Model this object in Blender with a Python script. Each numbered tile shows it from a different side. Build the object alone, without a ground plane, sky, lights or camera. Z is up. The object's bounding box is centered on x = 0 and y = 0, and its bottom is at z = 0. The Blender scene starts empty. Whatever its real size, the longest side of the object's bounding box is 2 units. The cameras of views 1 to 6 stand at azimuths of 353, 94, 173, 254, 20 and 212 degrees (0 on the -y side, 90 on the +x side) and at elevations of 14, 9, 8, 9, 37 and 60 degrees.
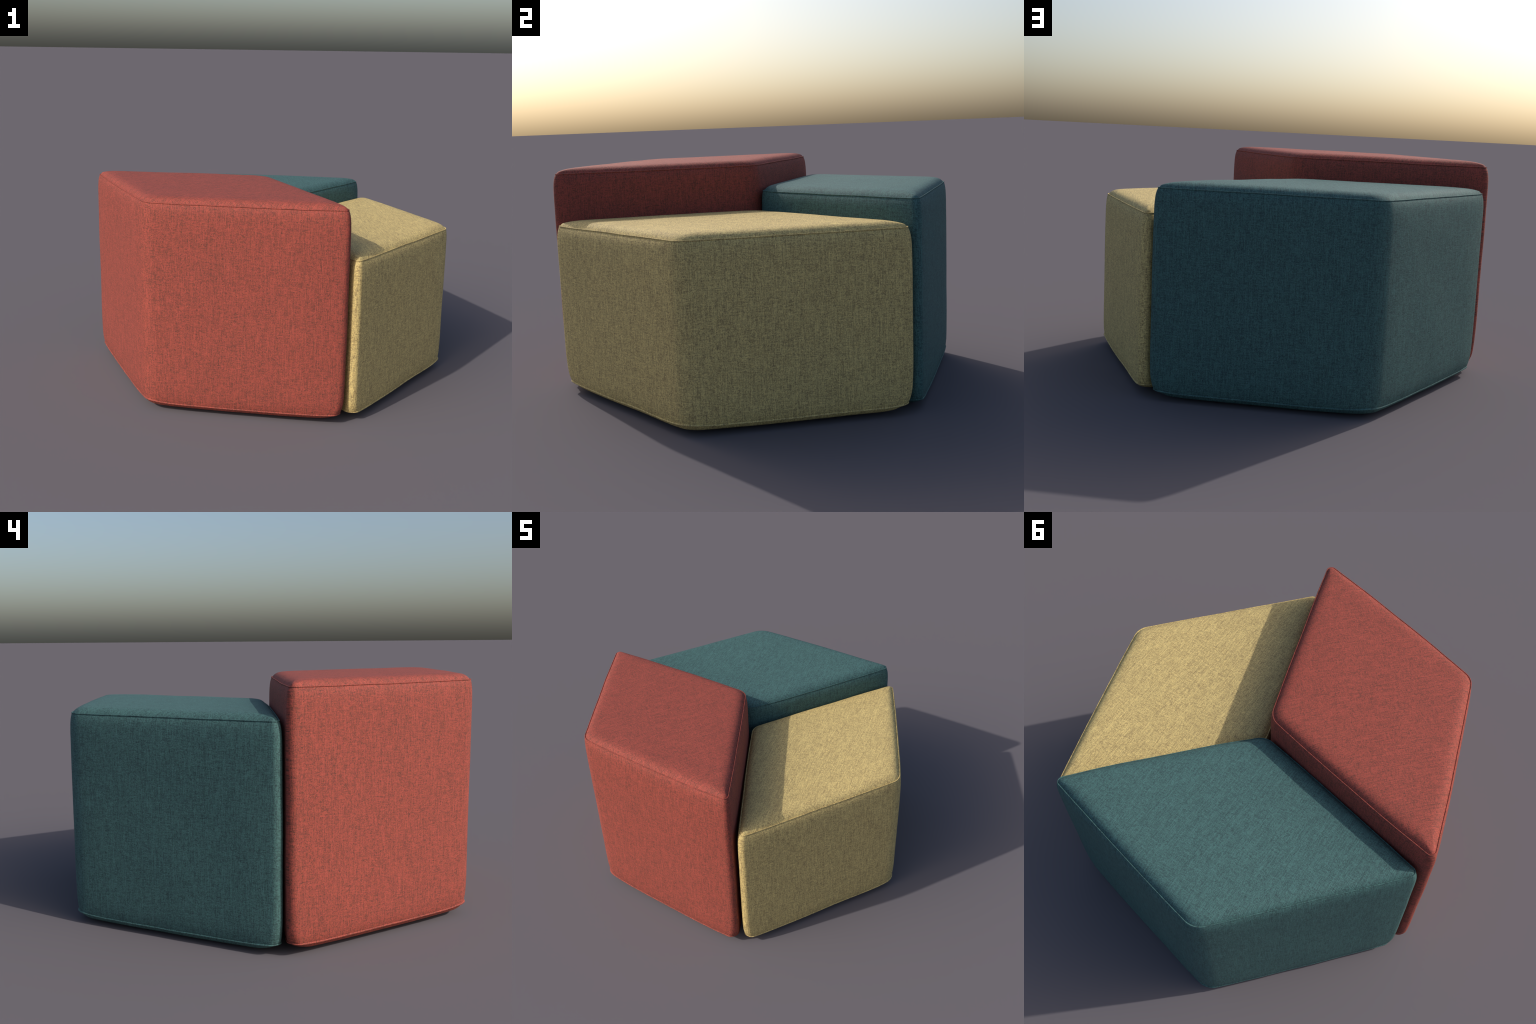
"""Three upholstered rhombus poufs of different heights pushed together into a hexagon."""
import bpy, math
from mathutils import Vector, noise

# ---------------------------------------------------------------- dimensions
INRADIUS = 0.436                              # of each rhombus
BELLY = 0.009                                 # how far the side wall swells past the seam
CROWN = 0.028                                 # rise of the top cushion above the seam
YARN = 0.0023                                 # width of one yarn
SPREAD = 0.190                                # half width of the yarn tone range
SIDE_N, ARC_N = 44, 13                        # points per straight side / per rounded corner

POUFS = [
    # corners of the upper seam counter-clockwise from the outer one, outward bow of the four seam edges,
    # heights of the two seams, fabric, warp angle of the top, label
    (((-0.700, -0.725), (0.248, -0.989), (-0.014, -0.016), (-0.981, 0.211)), (0.009, 0.004, 0.006, 0.004),
     0.049, 1.0895, "coral", 45.0, "tall coral red woven fabric pouf with rhombus top and piped seams"),
    (((0.990, -0.245), (0.735, 0.713), (0.036, -0.012), (0.307, -0.967)), (0.004, 0.004, 0.004, 0.001),
     0.044, 0.838, "mustard", 90.0, "low mustard yellow woven fabric pouf with rhombus top and piped seams"),
    (((-0.262, 0.990), (-0.946, 0.257), (-0.003, 0.028), (0.692, 0.749)), (0.002, 0.004, 0.009, 0.005),
     0.038, 0.9555, "teal", 90.0, "medium teal woven fabric pouf with rhombus top and piped seams"),
]
FABRICS = {  # dark slub, base, light yarn, two hue drifts (linear)
    "coral":   ((0.078, 0.035, 0.024), (0.277, 0.054, 0.037), (0.430, 0.083, 0.057), (0.300, 0.070, 0.031), (0.290, 0.050, 0.048)),
    "mustard": ((0.205, 0.140, 0.066), (0.545, 0.405, 0.158), (0.840, 0.660, 0.260), (0.575, 0.405, 0.150), (0.525, 0.420, 0.195)),
    "teal":    ((0.020, 0.044, 0.046), (0.053, 0.121, 0.115), (0.080, 0.190, 0.178), (0.047, 0.130, 0.110), (0.064, 0.114, 0.124)),
}

# ---------------------------------------------------------------- outline of a rounded rhombus
def outline(corners, offset, r_wide, r_tight):
    """Seam quad grown by offset; wide (120 degree) and tight (60 degree) corners rounded by their own radius.
    Gives (point, outward normal, closeness to a corner)."""
    k = 1 + offset / INRADIUS
    cs = [c * k for c in corners]
    arcs = []
    for i in range(4):
        p, c, n = cs[i - 1], cs[i], cs[(i + 1) % 4]
        d0, d1 = (c - p).normalized(), (n - c).normalized()
        n0, n1 = Vector((d0.y, -d0.x)), Vector((d1.y, -d1.x))
        half = math.acos(max(-1, min(1, n0.dot(n1)))) / 2
        room = 0.45 * min((n - c).length, (c - p).length)
        r = min(r_wide if i % 2 == 0 else r_tight, room / math.tan(half))
        centre = c - (n0 + n1).normalized() * (r / math.cos(half))
        a0 = math.atan2(n0.y, n0.x)
        arc = []
        for j in range(ARC_N):
            a = a0 + 2 * half * j / (ARC_N - 1)
            v = Vector((math.cos(a), math.sin(a)))
            arc.append((centre + v * r, v))
        arcs.append(arc)
    out = []
    for i in range(4):
        for j, (p, nv) in enumerate(arcs[i]):
            out.append((p, nv, i - 1 if j < ARC_N // 2 else i))
        (start, nv), end = arcs[i][-1], arcs[(i + 1) % 4][0][0]
        for j in range(1, SIDE_N):
            t = j / SIDE_N
            t -= 0.064 * math.sin(2 * math.pi * t)      # denser near the corners
            out.append((start.lerp(end, t), nv, i))
    res = []
    for p, nv, side in out:
        near = min((p - c).length for c in cs)
        res.append((p, nv, near, side))
    return res


class Shape:
    """Plan of one pouf: sharp corners and how far each seam edge bows out."""

    def __init__(self, tips, bows):
        tips = [Vector(t) for t in tips]
        self.centre = sum(tips, Vector((0, 0))) / 4
        self.bows = bows
        # the corners given are those of the rounded seam: push them out to the sharp quad
        self.corners = []
        for i, t in enumerate(tips):
            v = t - self.centre
            self.corners.append(v + v.normalized() * (0.0115 if i % 2 == 0 else 0.020))

    def ring(self, offset, radii, z, lift=0.0, bulge=0.0):
        pts = []
        fade = max(0.0, 1 + min(0.0, offset) / INRADIUS)
        for p, nv, near, side in outline(self.corners, offset, *radii):
            close = math.exp(-(near / 0.085) ** 2)
            q = p + nv * (bulge * (1 - close) + self.bows[side] * fade * (1 - math.exp(-(near / 0.17) ** 2)))   # mid-side swelling, fading to the corners
            pts.append(Vector((q.x, q.y, z + lift * close)))
        return pts


# ---------------------------------------------------------------- mesh helpers
def soften(v, seed):
    """Slight unevenness of stuffed fabric: one continuous field, so neighbouring parts keep touching."""
    o = Vector((seed * 7.3, seed * 3.1, seed * 5.7))
    big = noise.noise_vector(v * 4.5 + o)
    fine = noise.noise_vector(v * 22.0 + o)
    return v + big * 0.0020 + fine * 0.0004


def loft(name, rings, material, parent, seed, closed_profile=False, cap=None):
    verts, faces = [], []
    n = len(rings[0])
    for r in rings:
        verts += [soften(p, seed) for p in r]
    rows = len(rings)
    for i in range(rows if closed_profile else rows - 1):
        a, b = i * n, ((i + 1) % rows) * n
        for j in range(n):
            k = (j + 1) % n
            faces.append((a + j, a + k, b + k, b + j))
    if cap is not None:
        verts.append(soften(cap, seed))
        a = (rows - 1) * n
        for j in range(n):
            faces.append((a + j, a + (j + 1) % n, len(verts) - 1))
    me = bpy.data.meshes.new(name)
    me.from_pydata([tuple(v) for v in verts], [], faces)
    me.validate()
    me.shade_smooth()
    me.materials.append(material)
    ob = bpy.data.objects.new(name, me)
    bpy.context.collection.objects.link(ob)
    ob.parent = parent
    return ob


# ---------------------------------------------------------------- woven fabric material
def fabric(name, colours, warp_angle=None, corners=None):
    """Loose plain weave with slubs. warp_angle: flat panel laid at that angle; None: wrapped round the side walls."""
    dark, base, light, drift_a, drift_b = colours
    m = bpy.data.materials.new(name)
    m.use_nodes = True
    nt = m.node_tree
    nt.nodes.clear()
    N, L = nt.nodes.new, nt.links.new

    def math_node(op, a, b=None, c=None):
        nd = N("ShaderNodeMath")
        nd.operation = op
        for s, v in zip(nd.inputs, (a, b, c)):
            if v is None:
                continue
            if isinstance(v, (int, float)):
                s.default_value = v
            else:
                L(v, s)
        return nd.outputs[0]

    def dot(vec, const):
        nd = N("ShaderNodeVectorMath")
        nd.operation = "DOT_PRODUCT"
        L(vec, nd.inputs[0])
        nd.inputs[1].default_value = const
        return nd.outputs["Value"]

    def combine(x, y, z=0.0):
        nd = N("ShaderNodeCombineXYZ")
        for s, v in zip(nd.inputs, (x, y, z)):
            if isinstance(v, (int, float)):
                s.default_value = v
            else:
                L(v, s)
        return nd.outputs[0]

    def tex(u, v, w, su, sv, detail=1.0):
        nd = N("ShaderNodeTexNoise")
        nd.inputs["Scale"].default_value = 1.0
        nd.inputs["Detail"].default_value = detail
        L(combine(math_node("MULTIPLY", u, su), math_node("MULTIPLY", v, sv), w), nd.inputs["Vector"])
        return nd.outputs[0]

    def remap(x, lo, hi):
        nd = N("ShaderNodeMapRange")
        L(x, nd.inputs[0])
        nd.inputs[1].default_value, nd.inputs[2].default_value = lo, hi
        return nd.outputs[0]

    def mix(f, a, b):
        nd = N("ShaderNodeMix")
        nd.data_type = "RGBA"
        if isinstance(f, (int, float)):
            nd.inputs[0].default_value = f
        else:
            L(f, nd.inputs[0])
        for s, v in ((nd.inputs[6], a), (nd.inputs[7], b)):
            if isinstance(v, tuple):
                s.default_value = (*v, 1)
            else:
                L(v, s)
        return nd.outputs[2]

    co = N("ShaderNodeTexCoord").outputs["Object"]
    if warp_angle is None:
        # the side wall is one strip wrapped round the rhombus: run along whichever pair of sides is nearer
        normals = []
        for p, q in ((corners[0], corners[1]), (corners[1], corners[2])):
            d = (q - p).normalized()
            normals.append((d.y, -d.x, 0))
        n_a, n_b = normals
        on_a = math_node("GREATER_THAN", math_node("ABSOLUTE", dot(co, n_a)), math_node("ABSOLUTE", dot(co, n_b)))
        ua = dot(co, (n_a[1], -n_a[0], 0))
        ub = math_node("ADD", dot(co, (n_b[1], -n_b[0], 0)), 3.7)
        mx = N("ShaderNodeMix")
        L(on_a, mx.inputs[0])
        L(ub, mx.inputs[2])
        L(ua, mx.inputs[3])
        u = mx.outputs[0]
        v = dot(co, (0, 0, 1))
        w = math_node("MULTIPLY", math_node("SIGN", mx.outputs[0]), 0.0)
        w = math_node("MULTIPLY", math_node("SIGN", dot(co, (1, 0, 0))), 5.3)
    else:
        a = math.radians(warp_angle)
        v = dot(co, (math.cos(a), math.sin(a), 0))
        u = dot(co, (-math.sin(a), math.cos(a), 0))
        w = 2.1

    warp = tex(u, v, w, 500.0, 24.0)              # long threads
    weft = tex(v, u, w, 500.0, 34.0)              # crossing threads
    warp_s = tex(u, v, w, 600.0, 150.0)           # thick and thin spots
    weft_s = tex(v, u, w, 600.0, 190.0)
    hue = tex(u, v, w, 230.0, 80.0)
    hsum = math_node("ADD", math_node("MULTIPLY", math_node("ADD", warp_s, weft_s), 0.28),
                     math_node("ADD", math_node("MULTIPLY", warp, 0.40), math_node("MULTIPLY", weft, 0.34)))
    # plain weave: alternate cells show the warp or the weft yarn on top, each yarn with its own changing tone
    iu, iv = math_node("FLOOR", math_node("MULTIPLY", u, 1 / YARN)), math_node("FLOOR", math_node("MULTIPLY", v, 1 / YARN))
    over = math_node("FLOORED_MODULO", math_node("ADD", iu, iv), 2.0)
    yarn_a = tex(iu, v, w, 7.31, 140.0)
    yarn_b = tex(iv, u, w, 7.31, 140.0)
    pick = N("ShaderNodeMix")
    L(over, pick.inputs[0])
    L(yarn_a, pick.inputs[2])
    L(yarn_b, pick.inputs[3])
    hsum = math_node("ADD", hsum, math_node("MULTIPLY", math_node("SUBTRACT", pick.outputs[0], 0.5), 0.62))
    t = remap(hsum, 0.64 - SPREAD, 0.64 + SPREAD)
    ramp = N("ShaderNodeValToRGB")
    L(t, ramp.inputs[0])
    e = ramp.color_ramp.elements
    e[0].position, e[0].color = 0.05, (*dark, 1)
    e[1].position, e[1].color = 0.95, (*light, 1)
    mid = e.new(0.52)
    mid.color = (*base, 1)
    hued = mix(remap(hue, 0.38, 0.62), drift_a, drift_b)
    colour = mix(0.25, ramp.outputs[0], hued)
    # dark slubs: short dashes of single yarns, along the warp and along the weft
    def dashes(yarn, along, per_metre, share):
        shift = N("ShaderNodeTexWhiteNoise")
        shift.noise_dimensions = "2D"
        L(combine(yarn, w), shift.inputs["Vector"])
        cell = math_node("FLOOR", math_node("ADD", math_node("MULTIPLY", along, per_metre), math_node("MULTIPLY", shift.outputs[0], 9.0)))
        nd = N("ShaderNodeTexWhiteNoise")
        nd.noise_dimensions = "3D"
        L(combine(yarn, cell, w), nd.inputs["Vector"])
        return remap(nd.outputs[0], 1 - share, 1 - share * 0.35)

    slub = math_node("MAXIMUM", dashes(iu, v, 190.0, 0.13), dashes(iv, u, 210.0, 0.12))
    colour = mix(math_node("MULTIPLY", slub, 0.68 if warp_angle is None else 0.55), colour, dark)
    glint = math_node("MAXIMUM", dashes(iu, math_node("ADD", v, 5.3), 140.0, 0.10), dashes(iv, math_node("ADD", u, 5.3), 170.0, 0.09))
    colour = mix(math_node("MULTIPLY", glint, 0.45), colour, light)

    # thicker whole yarns that run on for several centimetres, a shade darker or lighter
    ju = math_node("FLOOR", math_node("MULTIPLY", u, 0.7 / YARN))
    jv = math_node("FLOOR", math_node("MULTIPLY", v, 0.7 / YARN))
    colour = mix(math_node("MULTIPLY", dashes(ju, math_node("ADD", v, 9.1), 19.0, 0.20), 0.29), colour, dark)
    colour = mix(math_node("MULTIPLY", dashes(ju, math_node("ADD", v, 12.7), 17.0, 0.20), 0.34), colour, light)
    colour = mix(math_node("MULTIPLY", dashes(jv, math_node("ADD", u, 9.1), 42.0, 0.15), 0.27), colour, dark)
    colour = mix(math_node("MULTIPLY", dashes(jv, math_node("ADD", u, 14.2), 42.0, 0.12), 0.26), colour, light)

    bump = N("ShaderNodeBump")
    bump.inputs["Strength"].default_value = 0.55
    bump.inputs["Distance"].default_value = 0.0022
    L(hsum, bump.inputs["Height"])
    bsdf = N("ShaderNodeBsdfPrincipled")
    L(colour, bsdf.inputs["Base Color"])
    bsdf.inputs["Roughness"].default_value = 0.8
    bsdf.inputs["Specular IOR Level"].default_value = 0.4
    L(bump.outputs[0], bsdf.inputs["Normal"])
    out = N("ShaderNodeOutputMaterial")
    L(bsdf.outputs[0], out.inputs[0])
    return m


# ---------------------------------------------------------------- one pouf
def dome(inset, rise, sag, reach=0.017):
    """Height of a stuffed panel over its seam at a distance inset from the edge."""
    return rise * (1 - math.exp(-max(0, inset) / reach)) + sag * (1 - (1 - inset / INRADIUS) ** 2)


def build_pouf(tips, bows, lo, hi, cloth, warp_world, label, seed):
    thing = bpy.data.objects.new("pouf", None)
    bpy.context.collection.objects.link(thing)
    thing["label"], thing["category"] = label, "pouf"
    shape = Shape(tips, bows)
    ring, corners = shape.ring, shape.corners
    thing.location = (shape.centre.x, shape.centre.y, 0)
    cols = FABRICS[cloth]
    side_mat = fabric(cloth + "_side_fabric", cols, None, corners)
    flat_mat = fabric(cloth + "_flat_fabric", cols, warp_world)

    span = hi - lo
    LIFT = 0.009
    # side wall: from the lower seam, swelling to the belly, back in under the upper seam
    rings = []
    heights = [0.004, 0.008, 0.013, 0.019, 0.026, 0.034, 0.044, 0.056, 0.072, 0.092, 0.12]
    levels = heights + [0.12 + (span - 0.24) * i / 16 for i in range(1, 16)] + [span - h for h in reversed(heights)]
    for h in levels:
        up, down = h, span - h
        swell = BELLY * (1 - math.exp(-down / 0.036)) * (1 - math.exp(-up / 0.036))
        notch_top = -0.0024 * math.exp(-max(0, down - 0.004) / 0.010)
        notch_low = 0.0015 * math.exp(-max(0, up - 0.004) / 0.020)
        grow_t, grow_b = 1 - math.exp(-down / 0.07), math.exp(-up / 0.06)
        radii = (0.085 + 0.020 * grow_t, 0.025 + 0.3 * notch_top + 0.003 * grow_t + 0.008 * grow_b)
        rings.append(ring(swell + 0.3 * notch_top + notch_low, radii, lo + h, LIFT * math.exp(-up / 0.10),
                          0.7 * notch_top + 0.0050 * (1 - math.exp(-down / 0.022)) * (1 - math.exp(-up / 0.026))))
    # tuck both hems of the wall inside the welts
    rings.insert(0, ring(-0.0040, (0.085, 0.033), lo + 0.0005, LIFT))
    rings.append(ring(-0.0035, (0.085, 0.0215), hi - 0.0008))
    loft("side_panel", rings, side_mat, thing, seed)

    # upper seam: a thin pressed welt standing a few millimetres proud of the wall
    welt = [(-0.0060, -0.0042), (-0.0014, -0.0036), (0.0006, -0.0024), (0.0013, -0.0002), (0.0009, 0.0017),
            (-0.0003, 0.0027), (-0.0018, 0.0026), (-0.0036, 0.0012), (-0.0070, -0.0030)]
    loft("top_seam", [ring(o, (0.085, 0.025 + o), hi + z) for o, z in welt], side_mat, thing, seed, closed_profile=True)

    # lower seam, upside down and flatter
    welt = [(-0.0080, -0.0066), (0.0005, -0.0046), (0.0046, -0.0030), (0.0064, -0.0006), (0.0056, 0.0026),
            (0.0028, 0.0054), (-0.0040, 0.0060), (-0.0100, 0.0000)]
    loft("bottom_seam", [ring(o, (0.090, 0.042), lo + z, LIFT) for o, z in reversed(welt)], side_mat, thing, seed,
         closed_profile=True)

    # stuffed top
    insets = [0.0042, 0.0060, 0.0085, 0.0115, 0.015, 0.019, 0.025, 0.032, 0.041, 0.052, 0.066, 0.084, 0.106, 0.132, 0.162,
              0.196, 0.232, 0.270, 0.308, 0.344, 0.376, 0.402, 0.420]
    rings = [ring(-d, (min(0.083 + 0.9 * d, 0.16), min(max(0.012, 0.025 - d) + 0.9 * max(0, d - 0.014), 0.12)),
                  hi - 0.001 + dome(d - 0.0040, CROWN + 0.002, 0.003)) for d in insets]
    rings.insert(0, ring(-0.0034, (0.0816, 0.0216), hi - 0.0022))
    loft("top_panel", rings, flat_mat, thing, seed, cap=Vector((0, 0, hi - 0.001 + dome(INRADIUS, CROWN + 0.002, 0.003))))

    # underside, resting on the ground at its middle
    depth = lo - 0.0005
    rings = [ring(-d, (min(0.088 + 0.5 * d, 0.11), min(0.039 + 0.5 * d, 0.10)),
                  lo - 0.001 - dome(d - 0.0020, 0.027, depth - 0.0280, 0.0110), LIFT * math.exp(-d / 0.03)) for d in [0.0010, 0.0025] + insets]
    under = loft("bottom_panel", rings, flat_mat, thing, seed,
                 cap=Vector((0, 0, lo - 0.001 - dome(INRADIUS, 0.027, depth - 0.0280, 0.0110))))
    under.data.flip_normals()
    # set the pouf down exactly on the ground
    thing.location.z = -min(v.co.z for v in under.data.vertices)
    return thing


for index, spec in enumerate(POUFS):
    build_pouf(*spec, seed=index + 1)
